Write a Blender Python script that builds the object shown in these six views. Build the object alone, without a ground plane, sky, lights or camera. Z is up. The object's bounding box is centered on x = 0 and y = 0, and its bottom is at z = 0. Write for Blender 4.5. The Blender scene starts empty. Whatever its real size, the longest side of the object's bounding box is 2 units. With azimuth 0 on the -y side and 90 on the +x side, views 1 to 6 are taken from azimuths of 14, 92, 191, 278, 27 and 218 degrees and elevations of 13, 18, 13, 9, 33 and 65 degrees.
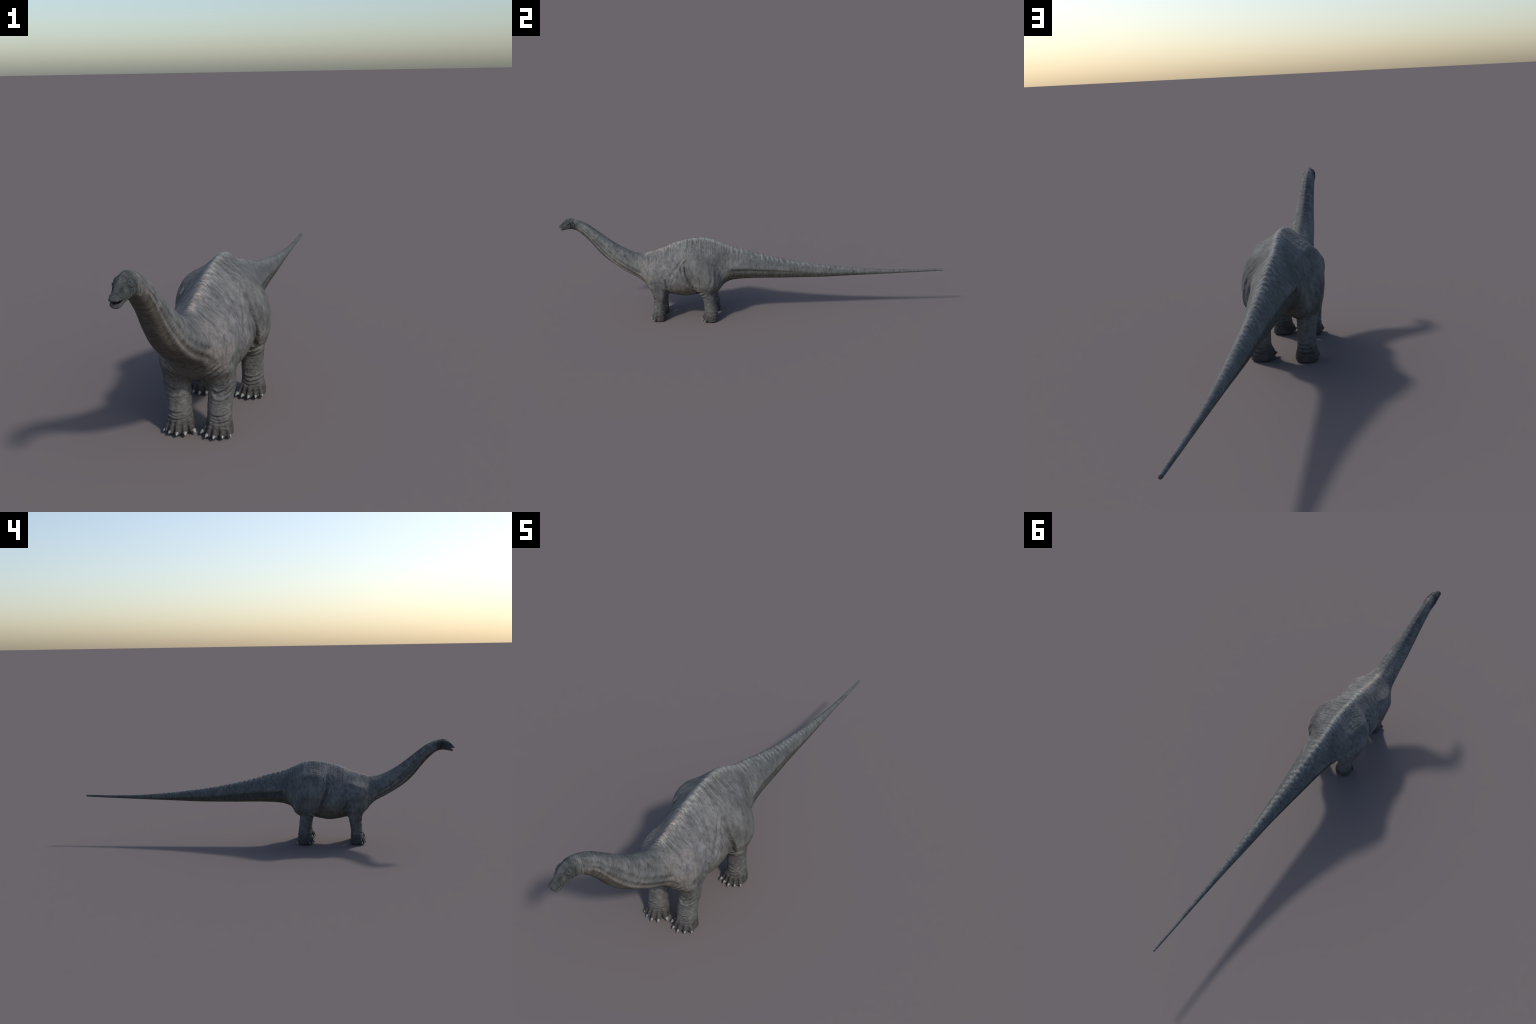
"""A long-necked, long-tailed plant-eating dinosaur standing square on four pillar legs.

The hide is one implicit surface (lofts of super-ellipse sections for head, neck, trunk and
tail, vertical lofts for the limbs, tapered capsules for the toes, all smoothly blended),
turned into a quad mesh, refined and projected onto the exact surface, then wrinkled with
creases, folds, knobs and directional noise.  The finished skin is cut into anatomical parts
that share their border vertices and normals.  Claws, eyes and the tongue are separate meshes.
"""
import bpy
import numpy as np
from mathutils import Vector

CELL = 0.0034          # first mesh size; refined once everywhere, twice on head and feet
rng = np.random.default_rng(7)

# ------------------------------------------------------------------ small maths helpers


def curve(points):
    """Smooth monotone interpolation (PCHIP) of control points -> dense table for np.interp."""
    p = np.array(points, float)
    x, y = p[:, 0], p[:, 1]
    h, d = np.diff(x), np.diff(y) / np.diff(x)
    m = np.zeros_like(y)
    m[0], m[-1] = d[0], d[-1]
    for i in range(1, len(x) - 1):
        if d[i - 1] * d[i] > 0:
            w1, w2 = 2 * h[i] + h[i - 1], h[i] + 2 * h[i - 1]
            m[i] = (w1 + w2) / (w1 / d[i - 1] + w2 / d[i])
    xs = np.linspace(x[0], x[-1], 3000)
    k = np.clip(np.searchsorted(x, xs) - 1, 0, len(x) - 2)
    t = (xs - x[k]) / h[k]
    ys = ((1 + 2 * t) * (1 - t) ** 2 * y[k] + t * (1 - t) ** 2 * h[k] * m[k]
          + t * t * (3 - 2 * t) * y[k + 1] + t * t * (t - 1) * h[k] * m[k + 1])
    return xs, ys


def soften(table, sigma):
    xs, ys = table
    step = xs[1] - xs[0]
    r = int(3 * sigma / step) + 1
    ker = np.exp(-0.5 * (np.arange(-r, r + 1) * step / sigma) ** 2)
    ker /= ker.sum()
    pad = np.concatenate([2 * ys[0] - ys[r:0:-1], ys, 2 * ys[-1] - ys[-2:-r - 2:-1]])
    return xs, np.convolve(pad, ker, "valid")


def at(table, t):
    return np.interp(t, table[0], table[1])


def smin(a, b, k):
    h = np.maximum(k - np.abs(a - b), 0) / k
    return np.minimum(a, b) - h * h * k * 0.25


def smax(a, b, k):
    return -smin(-a, -b, k)


def ramp(v, a, b):
    t = np.clip((v - a) / (b - a), 0, 1)
    return t * t * (3 - 2 * t)


def window(v, a, b, soft):
    return ramp(v, a - soft, a + soft) * (1 - ramp(v, b - soft, b + soft))


def noise(P, seed=0):
    """Gradient noise in 3D, about -1..1."""
    i = np.floor(P).astype(np.int64)
    f = P - i
    u = f * f * f * (f * (f * 6 - 15) + 10)
    out = 0
    for cx in (0, 1):
        for cy in (0, 1):
            for cz in (0, 1):
                h = ((i[:, 0] + cx) * 374761393 + (i[:, 1] + cy) * 668265263
                     + (i[:, 2] + cz) * 2147483647 + seed * 974634777) & 0xFFFFFFFF
                h = ((h ^ (h >> 13)) * 1274126177) & 0xFFFFFFFF
                h = h ^ (h >> 16)
                g = (((h & 1023) / 511.5 - 1) * (f[:, 0] - cx) + (((h >> 10) & 1023) / 511.5 - 1) * (f[:, 1] - cy)
                     + (((h >> 20) & 1023) / 511.5 - 1) * (f[:, 2] - cz))
                wx = u[:, 0] if cx else 1 - u[:, 0]
                wy = u[:, 1] if cy else 1 - u[:, 1]
                wz = u[:, 2] if cz else 1 - u[:, 2]
                out = out + g * wx * wy * wz
    return out * 1.25


# ------------------------------------------------------------------ the animal's measurements
# trunk profile, seen from the side: back line, belly line, half width (y runs head -> tail tip)
BACK = soften(curve([(-1.0, .511), (-.984, .5245), (-.960, .5455), (-.945, .5495), (-.93, .5510), (-.9, .5435),
                     (-.858, .525), (-.809, .489), (-.756, .4465), (-.716, .416), (-.642, .3725), (-.607, .358),
                     (-.567, .353), (-.532, .3585), (-.467, .380), (-.391, .410), (-.34, .4235), (-.275, .4315),
                     (-.22, .427), (-.187, .4145), (-.136, .390), (-.09, .374), (-.03, .361), (.05, .338), (.171, .309),
                     (.308, .2835), (.491, .259), (.6, .248), (.708, .2405), (.817, .238), (1.0, .2390)]), .006)
BELLY = soften(curve([(-1.0, .4985), (-.993, .4885), (-.985, .4875), (-.966, .4925), (-.936, .4955), (-.912, .490),
                      (-.878, .4645), (-.83, .412), (-.791, .3615), (-.742, .3145), (-.688, .277), (-.643, .250),
                      (-.603, .229), (-.573, .205), (-.548, .175), (-.52, .155), (-.48, .1425), (-.442, .1365),
                      (-.391, .124), (-.35, .1195), (-.309, .1245), (-.26, .137), (-.2, .168), (-.16, .184),
                      (-.134, .197), (-.103, .207), (-.03, .2115), (.015, .212), (.173, .209), (.332, .208),
                      (.492, .212), (.6, .215), (.763, .220), (.872, .2235), (1.0, .2285)]), .005)
WIDTH = soften(curve([(-1.0, .0090), (-.993, .0122), (-.983, .0138), (-.972, .0150), (-.960, .0172), (-.945, .0198), (-.93, .0208), (-.91, .0225),
                      (-.885, .0248), (-.86, .0262), (-.80, .031), (-.73, .0395), (-.66, .047), (-.60, .057), (-.565, .066),
                      (-.53, .077), (-.49, .090), (-.42, .110), (-.37, .1155), (-.33, .1125), (-.29, .1085), (-.25, .105),
                      (-.20, .097), (-.15, .086), (-.10, .0735), (-.03, .0615), (.05, .0525), (.17, .039),
                      (.30, .0275), (.45, .0205), (.57, .0145), (.68, .0108), (.80, .0078), (.93, .0056),
                      (1.0, .0046)]), .006)
# height of the widest point as a share of the section, and the section's squareness above and below it
WIDEST = curve([(-1, .52), (-.96, .42), (-.9, .5), (-.7, .46), (-.6, .42), (-.5, .42), (-.35, .42), (-.2, .40), (-.1, .40),
                (0, .36), (.2, .35), (.5, .40), (1, .5)])
UPPER = curve([(-1, 2.2), (-.97, 1.9), (-.94, 1.8), (-.9, 1.95), (-.7, 1.9), (-.6, 1.7), (-.5, 1.48), (-.4, 1.42), (-.25, 1.46), (-.15, 1.44), (0, 1.5), (.3, 1.75), (.7, 2), (1, 2)])
LOWER = curve([(-1, 2.4), (-.93, 2.5), (-.85, 2.6), (-.65, 2.7), (-.5, 2.2), (-.38, 2.0), (-.25, 1.95), (-.2, 2.1), (-.1, 2.4), (.3, 2.4), (1, 2)])

# two long grooves on the side of the neck: their height in the section (-1 throat .. 1 nape)
NECK_LOW = curve([(-1, .15), (-.90, .08), (-.86, -.08), (-.81, -.28), (-.76, -.40), (-.70, -.55), (-.64, -.62), (-.58, -.62), (1, -.62)])
NECK_MID = curve([(-1, .50), (-.90, .45), (-.83, .27), (-.77, .17), (-.72, -.05), (-.66, -.22), (-.58, -.26), (1, -.26)])

# limbs: height -> centre x, half width, centre y, half depth
FORE = [soften(curve(c), .004) for c in (
    [(0, .0535), (.02, .0535), (.05, .0545), (.10, .0575), (.135, .062), (.165, .0615), (.20, .061), (.25, .055)],
    [(0, .0365), (.02, .0360), (.05, .0325), (.10, .0335), (.135, .0360), (.165, .0380), (.20, .0410), (.25, .0340)],
    [(0, -.4925), (.02, -.4935), (.05, -.4970), (.10, -.4935), (.135, -.489), (.165, -.490), (.20, -.494), (.25, -.498)],
    [(0, .0275), (.02, .0280), (.05, .0300), (.10, .0310), (.135, .0335), (.165, .0400), (.20, .0480), (.25, .0420)])]
HIND = [soften(curve(c), .004) for c in (
    [(0, .0755), (.02, .0755), (.045, .0770), (.08, .0765), (.13, .0785), (.16, .0795), (.20, .079), (.25, .0745), (.28, .065)],
    [(0, .0385), (.02, .0385), (.045, .0325), (.08, .0315), (.13, .0335), (.16, .0385), (.185, .0460), (.21, .0510), (.25, .0510), (.28, .040)],
    [(0, -.2185), (.02, -.2190), (.045, -.2205), (.08, -.2235), (.10, -.2260), (.13, -.2295), (.158, -.2415), (.185, -.2430), (.21, -.2450), (.25, -.2480), (.28, -.250)],
    [(0, .0315), (.02, .0320), (.045, .0325), (.08, .0322), (.10, .0320), (.13, .0330), (.158, .0365), (.185, .0530), (.21, .0640), (.25, .0640), (.28, .050)])]
# muscle masses: centre, radii, forward lean with height
SHOULDER = ((.054, -.496, .244), (.0445, .0570, .0680), -.10)
THIGH = ((.0585, -.2535, .262), (.0790, .0930, .1180), -.27)

# toe tips (x, y); the mirror side follows from symmetry
FORE_TOES = [(.0135, -.5130), (.0305, -.5340), (.0505, -.5400), (.0715, -.5345), (.0890, -.5230)]
HIND_TOES = [(.0385, -.2530), (.0555, -.2625), (.0745, -.2690), (.0935, -.2620), (.1100, -.2510)]
FORE_ANKLE, HIND_ANKLE = (.0535, -.4975, .052), (.0765, -.2230, .052)


# ------------------------------------------------------------------ implicit surface
def section(x, z, y):
    zt, zb, w = at(BACK, y), at(BELLY, y), np.maximum(at(WIDTH, y), .002)
    zc = zb + (zt - zb) * at(WIDEST, y)
    up = z > zc
    n = np.where(up, at(UPPER, y), at(LOWER, y))
    h = np.where(up, zt - zc, zc - zb)
    a, b = np.abs(x) / w + 1e-6, np.abs(z - zc) / h + 1e-6
    return (a ** n + b ** n) ** (1 / n), a, b, n, w, h


def trunk(P):
    x, y, z = P.T
    yc = np.clip(y, -1.0, 1.0)
    g, a, b, n, w, h = section(x, z, yc)
    e = 2e-3
    gy = (section(x, z, np.clip(yc + e, -1, 1))[0] - section(x, z, np.clip(yc - e, -1, 1))[0]) / (2 * e)
    gy = np.clip(gy, -30, 30)
    s = g ** (1 - n)
    grad = np.sqrt((s * a ** (n - 1) / w) ** 2 + (s * b ** (n - 1) / h) ** 2 + gy ** 2)
    d = (g - 1) / np.maximum(grad, 1e-3)
    return smax(d, np.abs(y) - 1.0, .006)


def limb(P, T, top):
    x, y, z = P.T
    zc = np.clip(z, 0, top - 1e-4)
    p = 2.2 + .8 * ramp(zc, .15, .20) * (1 - ramp(zc, .30, .37))      # thigh and shoulder are squarer

    def g_at(zz):
        a = np.abs(np.abs(x) - at(T[0], zz)) / at(T[1], zz) + 1e-6
        b = np.abs(y - at(T[2], zz)) / at(T[3], zz) + 1e-6
        return (a ** p + b ** p) ** (1 / p), a, b
    g, a, b = g_at(zc)
    e = 2e-3
    gz = np.clip((g_at(np.clip(zc + e, 0, top))[0] - g_at(np.clip(zc - e, 0, top))[0]) / (2 * e), -30, 30)
    s = g ** (1 - p)
    grad = np.sqrt((s * a ** (p - 1) / at(T[1], zc)) ** 2 + (s * b ** (p - 1) / at(T[3], zc)) ** 2 + gz ** 2)
    d = (g - 1) / np.maximum(grad, 1e-3)
    over = np.abs(z - zc)
    return np.where(over > 0, np.sqrt(np.maximum(d, 0) ** 2 + over ** 2), d)


def capsule(P, a, b, ra, rb):
    a, b = np.array(a), np.array(b)
    ab = b - a
    t = np.clip(((P - a) @ ab) / (ab @ ab), 0, 1)
    return np.linalg.norm(P - a - t[:, None] * ab, axis=1) - (ra + (rb - ra) * t)


def muscle(P, M):
    (cx, cy, cz), r, lean = M
    dz = P[:, 2] - cz
    q = np.stack([np.abs(P[:, 0]) - cx, P[:, 1] - cy - lean * dz, dz], 1) / r
    k0 = np.linalg.norm(q, axis=1) + 1e-6
    return k0 * (k0 - 1) / (np.linalg.norm(q / r, axis=1) + 1e-6)


def mirrored(P):
    Q = P.copy()
    Q[:, 0] = np.abs(Q[:, 0])
    return Q


def toes(P, tips, ankle, d):
    Q = mirrored(P)
    ax, ay, az = ankle
    for tx, ty in tips:
        dx, dy = tx - ax, ty - ay
        start = (ax + dx * .55, ay + dy * .55, az - .010)
        end = (tx - dx * .10, ty - dy * .10, .0092)
        d = smin(d, capsule(Q, start, end, .0078, .0080), .006)
    return d


def mouth_gap(P):
    """Wedge between the lips, hinged near y = -0.9735, and the hollow of the lower jaw."""
    x, y, z = P.T
    t = (-.9735 - y) / .018
    top, low = .5046 + .0008 * t, .5038 - .0060 * np.clip(t, -.2, 1.2)
    wedge = smax(smax(z - top, low - z, .001), y + .9735, .001)
    bowl = (np.sqrt((x / .0085) ** 2 + ((y + .979) / .0105) ** 2 + ((z - .4995) / .0045) ** 2 + 1e-9) - 1) * .0045
    return smin(wedge, bowl, .001)


def chin_cut(P):
    """The lower jaw stops a little behind the muzzle tip."""
    x, y, z = P.T
    return smax(y + .9905, z - .5010, .002)


def body(P):
    d = trunk(P)
    out = d.copy()
    near = (P[:, 1] < -.95) & (P[:, 2] > .45)
    if near.any():
        Q = P[near]
        c = smax(d[near], -mouth_gap(Q), .003)
        out[near] = smax(c, -chin_cut(Q), .003)
    near = (P[:, 2] < .47) & (P[:, 1] > -.62) & (P[:, 1] < -.38)
    if near.any():
        Q = P[near]
        f = limb(Q, FORE, .25)
        low = Q[:, 2] < .09
        if low.any():
            f[low] = toes(Q[low], FORE_TOES, FORE_ANKLE, f[low])
        f = smin(f, muscle(Q, SHOULDER), .02)
        out[near] = smin(out[near], f, .022 + .020 * ramp(Q[:, 2], .19, .28))
    near = (P[:, 2] < .47) & (P[:, 1] > -.39) & (P[:, 1] < -.10)
    if near.any():
        Q = P[near]
        f = limb(Q, HIND, .28)
        low = Q[:, 2] < .09
        if low.any():
            f[low] = toes(Q[low], HIND_TOES, HIND_ANKLE, f[low])
        f = smin(f, muscle(Q, THIGH), .015)
        k = .007 + .018 * ramp(Q[:, 1], -.26, -.2) + .040 * ramp(Q[:, 2] + .25 * np.minimum(Q[:, 1] + .29, 0), .31, .37)
        out[near] = smin(out[near], f, k)
    return smax(out, -P[:, 2] + .0002, .007)


def chunks(fn, P, size=400000):
    return np.concatenate([fn(P[i:i + size]) for i in range(0, len(P), size)])


def gradient(P, e=6e-4):
    k = np.array([(1, -1, -1), (-1, -1, 1), (-1, 1, -1), (1, 1, 1)], float)
    return sum(v * chunks(body, P + e * v)[:, None] for v in k) / (4 * e)


def project(P, times=2):
    for _ in range(times):
        d, g = chunks(body, P), gradient(P)
        g2 = np.maximum((g * g).sum(1), .15)
        P = P - np.clip(d / g2, -.004, .004)[:, None] * g
    return P


# ------------------------------------------------------------------ meshing (surface nets)
def surface_nets():
    lo, hi = np.array([-.158, -1.02, -.012]), np.array([.158, 1.02, .568])
    n = np.ceil((hi - lo) / CELL / 4).astype(int) * 4 + 1
    ax = [lo[i] + np.arange(n[i]) * CELL for i in range(3)]
    coarse = np.stack(np.meshgrid(*[a[2::4] for a in ax], indexing="ij"), -1)
    cs = coarse.shape[:3]
    c = chunks(body, coarse.reshape(-1, 3)).reshape(cs)
    band = np.abs(c) < CELL * 9
    V = np.repeat(np.repeat(np.repeat(np.where(c < 0, -1., 1.), 4, 0), 4, 1), 4, 2)
    M = np.repeat(np.repeat(np.repeat(band, 4, 0), 4, 1), 4, 2)
    V = np.pad(V, ((0, 1),) * 3, mode="edge")
    M = np.pad(M, ((0, 1),) * 3, mode="edge")
    V, M = V[:n[0], :n[1], :n[2]], M[:n[0], :n[1], :n[2]]
    I = np.argwhere(M)
    V[M] = chunks(body, lo + I * CELL)
    s = V < 0
    cnt = sum(s[i:n[0] - 1 + i, j:n[1] - 1 + j, k:n[2] - 1 + k].astype(np.int8) for i in (0, 1) for j in (0, 1) for k in (0, 1))
    act = (cnt > 0) & (cnt < 8)
    cells = np.argwhere(act)
    ids = -np.ones(act.shape, np.int64)
    ids[act] = np.arange(len(cells))
    acc, num = np.zeros((len(cells), 3)), np.zeros(len(cells))
    corner = np.array([(i, j, k) for i in (0, 1) for j in (0, 1) for k in (0, 1)])
    val = np.stack([V[tuple((cells + o).T)] for o in corner], 1)
    for a in range(8):
        for b in range(a + 1, 8):
            if np.abs(corner[a] - corner[b]).sum() == 1:
                x = (val[:, a] < 0) != (val[:, b] < 0)
                t = val[x, a] / (val[x, a] - val[x, b])
                acc[x] += corner[a] + t[:, None] * (corner[b] - corner[a])
                num[x] += 1
    verts = lo + (cells + acc / num[:, None]) * CELL
    quads = []
    for d in range(3):
        u, w = (d + 1) % 3, (d + 2) % 3
        sl = [slice(1, -1)] * 3
        sl[d] = slice(0, -1)
        s2 = list(sl)
        s2[d] = slice(1, None)
        e = np.argwhere(s[tuple(sl)] != s[tuple(s2)])
        off = np.ones(3, int)
        off[d] = 0
        e = e + off
        inside = s[tuple(e.T)]
        eu, ew = np.eye(3, dtype=int)[u], np.eye(3, dtype=int)[w]
        q = np.stack([ids[tuple((e - eu - ew).T)], ids[tuple((e - ew).T)], ids[tuple(e.T)], ids[tuple((e - eu).T)]], 1)
        q[~inside] = q[~inside][:, ::-1]
        quads.append(q)
    return verts, np.concatenate(quads)


def relax(P, Q, times):
    e = np.unique(np.sort(np.concatenate([Q[:, [0, 1]], Q[:, [1, 2]], Q[:, [2, 3]], Q[:, [3, 0]]]), 1), axis=0)
    deg = np.bincount(e.ravel(), minlength=len(P))
    for _ in range(times):
        avg = np.stack([np.bincount(e[:, 0], P[e[:, 1], c], len(P)) + np.bincount(e[:, 1], P[e[:, 0], c], len(P)) for c in range(3)], 1)
        P = P * .5 + .5 * avg / deg[:, None]
    return P


def refine(P, Q):
    """Every quad into four."""
    E = np.sort(np.concatenate([Q[:, [0, 1]], Q[:, [1, 2]], Q[:, [2, 3]], Q[:, [3, 0]]]), 1)
    ue, inv = np.unique(E, axis=0, return_inverse=True)
    inv = inv.reshape(4, -1).T
    mid = P[ue].mean(1)
    cen = P[Q].mean(1)
    m = inv + len(P)
    c = (np.arange(len(Q)) + len(P) + len(ue))[:, None]
    new = np.concatenate([np.stack([Q[:, i], m[:, i], c[:, 0], m[:, i - 1]], 1) for i in range(4)])
    return np.concatenate([P, mid, cen]), new


def refine_some(P, Q, pick):
    """Quads in the picked set into four; their outside neighbours become 5-gons and so on."""
    S, R = Q[pick], Q[~pick]
    n0 = len(P)
    P2, S2 = refine(P, S)
    E = np.sort(np.concatenate([S[:, [0, 1]], S[:, [1, 2]], S[:, [2, 3]], S[:, [3, 0]]]), 1)
    ue = np.unique(E, axis=0)
    key = ue[:, 0] * (n0 + 1) + ue[:, 1]
    polys = []
    plain = np.ones(len(R), bool)
    RE = np.sort(np.stack([R[:, [i, (i + 1) % 4]] for i in range(4)], 1), 2)
    rk = RE[..., 0] * (n0 + 1) + RE[..., 1]
    pos = np.clip(np.searchsorted(key, rk), 0, len(key) - 1)
    hit = key[pos] == rk
    for f in np.nonzero(hit.any(1))[0]:
        plain[f] = False
        loop = []
        for i in range(4):
            loop.append(int(R[f, i]))
            if hit[f, i]:
                loop.append(int(n0 + pos[f, i]))
        polys.append(loop)
    return P2, np.concatenate([R[plain], S2]), polys


# ------------------------------------------------------------------ skin relief
def line_distance(P, pts, smooth=True):
    """Distance to a polyline in space (mirrored side too) and the position along it, 0..1."""
    pts = np.array(pts, float)
    if smooth and len(pts) > 2:
        t = np.linspace(0, 1, len(pts))
        tt = np.linspace(0, 1, 4 * len(pts))
        pts = np.stack([np.interp(tt, *curve(list(zip(t, pts[:, c])))) for c in range(3)], 1)
    best, where = np.full(len(P), 9.), np.zeros(len(P))
    for i in range(len(pts) - 1):
        a, b = pts[i], pts[i + 1]
        ab = b - a
        t = np.clip(((P - a) @ ab) / (ab @ ab), 0, 1)
        d = np.linalg.norm(P - a - t[:, None] * ab, axis=1)
        x = d < best
        best[x], where[x] = d[x], (i + t[x]) / (len(pts) - 1)
    return best, where


class Relief:
    def __init__(self, P):
        self.P, self.Q, self.h = P, mirrored(P), np.zeros(len(P))

    def bump(self, centre, radius, height):
        r = np.array(radius) if np.ndim(radius) else np.array([radius] * 3)
        x = (np.abs(self.Q - centre) < 3 * r).all(1)
        q = (((self.Q[x] - centre) / r) ** 2).sum(1)
        self.h[x] += height * np.exp(-q)

    def crease(self, pts, width, depth, lip=.5, fade=.2):
        pts = np.array(pts, float)
        x = ((self.Q > pts.min(0) - 5 * width) & (self.Q < pts.max(0) + 5 * width)).all(1)
        if not x.any():
            return
        wob = 1 + .25 * noise(self.Q[x] * 90, 11)
        d, t = line_distance(self.Q[x], pts, False)
        d = d * wob
        f0, f1 = fade if isinstance(fade, tuple) else (fade, fade)
        env = ramp(t, -.001, f0) * (1 - ramp(t, 1 - f1, 1.001))
        self.h[x] += env * depth * (lip * np.exp(-((d - 2.0 * width) / (.9 * width)) ** 2) - np.exp(-(d / width) ** 2))


def snapped(pts):
    """Rough guide points joined by a smooth line that is laid onto the hide."""
    p = np.array(pts, float)
    if len(p) > 1:
        t, tt = np.linspace(0, 1, len(p)), np.linspace(0, 1, 4 * len(p) - 3)
        p = np.stack([np.interp(tt, *curve(list(zip(t, p[:, c])))) for c in range(3)], 1)
    return project(p, 12)


def axis_coordinate(P):
    """Distance along the trunk's centre line, measured square to it."""
    ys = np.linspace(-1, 1, 2001)
    zs = .5 * (at(BACK, ys) + at(BELLY, ys))
    sl = soften((ys, np.gradient(zs, ys)), .03)[1]
    S = np.concatenate([[0], np.cumsum(np.hypot(np.diff(ys), np.diff(zs)))])
    y, z = P[:, 1], P[:, 2]
    t = y
    for _ in range(3):
        zc, k = np.interp(t, ys, zs), np.interp(t, ys, sl)
        k = np.clip(k, -1, 1)
        t = np.clip(t + .6 * ((y - t) + k * (z - zc)) / (1 + k * k), -1, 1)
    return np.interp(t, ys, S), t


def relief(P, N):
    R = Relief(P)
    Q = R.Q
    x, y, z = Q.T
    s, t = axis_coordinate(P)
    half = np.maximum(.5 * (at(BACK, y) - at(BELLY, y)), .004)
    u = (z - .5 * (at(BACK, y) + at(BELLY, y))) / half
    warp = np.stack([noise(P * 14, 1), noise(P * 14, 2), noise(P * 14, 3)], 1)
    leg = 1 - ramp(z, .135, .185)
    trunkish = 1 - leg
    head = 1 - ramp(y, -.925, -.90)
    neck = window(y, -.91, -.57, .02)
    tail = ramp(y, -.16, -.08)
    slim = np.clip(at(WIDTH, y) / .06, .12, 1)

    # wrinkles running round the trunk, neck and tail
    w = s * 95 + 1.3 * warp[:, 0]
    ring = noise(np.stack([w, x * 16, z * 16], 1), 21)
    ring2 = noise(np.stack([s * 210 + 2 * warp[:, 1], x * 30, z * 30], 1), 22)
    hip = 1 - .75 * ramp(1.15 - np.hypot((y + .258) / .088, (z - .265) / .112), 0, .25)
    patchy = .35 + .65 * ramp(noise(P * 17, 24), -.3, .45)
    R.h += trunkish * (1 - head) * slim * hip * patchy * (.45 + .55 * ramp(u, .45, .85)) * (.0008 * ring + .0005 * ring2) * (1 - .4 * tail)
    # diagonal net over the flank and the hip
    net = noise(np.stack([(y + .5 * z) * 70 + warp[:, 2], (z - .5 * y) * 26, x * 20], 1), 23)
    R.h += trunkish * window(y, -.56, -.14, .03) * .0008 * net * hip
    # horizontal folds round the legs, strongest at ankle and knee
    zz = z + .010 * noise(P * 22, 5) - .010 * np.cos((y + .23) * 30) * 0
    fold = noise(np.stack([x * 14, y * 14, zz * 150], 1), 31)
    fold2 = noise(np.stack([x * 25, y * 25, zz * 290], 1), 32)
    ankle = window(z, .022, .062, .008) + .45 * window(z, .062, .17, .01)
    R.h += leg * ramp(z, .006, .02) * ankle * (.0017 * fold + .0009 * fold2)
    R.h += .0004 * noise(P * 150, 41) * (1 - .5 * head)
    R.h += .0034 * trunkish * window(y, -.58, -.1, .03) * noise(P * np.array([20, 24, 12]), 42) * slim * hip

    # crest along the back: close-set upright pleats, growing into knobs on the tail
    ridge = np.exp(-(x / (.022 * slim + .004)) ** 2) * ramp(u, .55, .95)
    R.h += ridge * window(y, -.60, -.08, .03) * .0015 * noise(np.stack([y * 105 + 1.2 * warp[:, 0], x * 22, z * 6], 1), 25)
    knob = .5 + .5 * np.cos(y * 2 * np.pi / .0265 + .3 * warp[:, 1])
    R.h += np.exp(-(x / (.014 * slim + .002)) ** 2) * ramp(u, .6, .95) * window(y, -.12, .72, .05) * slim ** .6 * .0036 * (knob - .35) * (.6 + .5 * patchy)
    R.h += trunkish * window(y, -.58, -.02, .05) * .0032 * np.exp(-(x / .013) ** 2) * ramp(u, .6, .9)

    # neck: long muscle grooves at fixed heights, and the keel-like edges beneath
    g_low, g_mid = at(NECK_LOW, y), at(NECK_MID, y)
    side = ramp(np.abs(N[:, 0]), .1, .5)
    ng = .75 * neck * np.clip(slim * 1.3, 0, 1) * ramp(y, -.90, -.84)
    R.h += ng * side * -.0026 * np.exp(-((u - g_low) / .10) ** 2)
    R.h += ng * side * .0026 * np.exp(-((u - g_low + .20) / .12) ** 2)
    R.h += ng * -.0026 * np.exp(-((u - g_low + .42) / .12) ** 2) * ramp(x, .004, .012)
    R.h += ng * side * (-.0022 * np.exp(-((u - g_mid) / .11) ** 2) + .0016 * np.exp(-((u - .5 * (g_mid + g_low)) / .13) ** 2) + .0014 * np.exp(-((u - g_mid - .30) / .15) ** 2))
    top = np.exp(-((x - .3 * at(WIDTH, y)) / (.16 * at(WIDTH, y))) ** 2) * ramp(u, .3, .7)
    R.h += neck * -.0011 * top
    # tail: overhanging side edge with a groove, then a lower band
    e1 = np.interp(y, [-.12, -.06, .1, .4], [-.05, -.12, -.05, .0])
    tw = ramp(y, -.13, -.09) * (1 - ramp(y, .08, .42)) * side
    R.h += tw * (-.0062 * np.exp(-((u - e1 + .16 + .03 * warp[:, 0]) / .10) ** 2) + .0026 * np.exp(-((u - e1 - .1) / .14) ** 2)) * slim
    R.h += tw * -.0022 * np.exp(-((u - e1 + .58 + .03 * warp[:, 1]) / .09) ** 2) * slim

    # hip: nested arcs over the thigh
    ty, tz = (y + .258) / .088, (z - .285) / .112
    rad = np.hypot(ty, tz) + .05 * warp[:, 0]
    up = ramp(tz, -.1, .45)
    arcs = np.sin(rad * 2 * np.pi / .068 + 1.2 * warp[:, 1])
    R.h += trunkish * up * window(rad, .85, 1.35, .1) * .0003 * arcs * patchy
    # slanted folds between thigh and tail base
    sl = noise(np.stack([(y - .45 * z) * 85 + 1.2 * warp[:, 0], (z + .4 * y) * 14, x * 8], 1), 33)
    R.h += window(y, -.205, -.09, .02) * window(z, .17, .34, .03) * .0015 * sl

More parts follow.
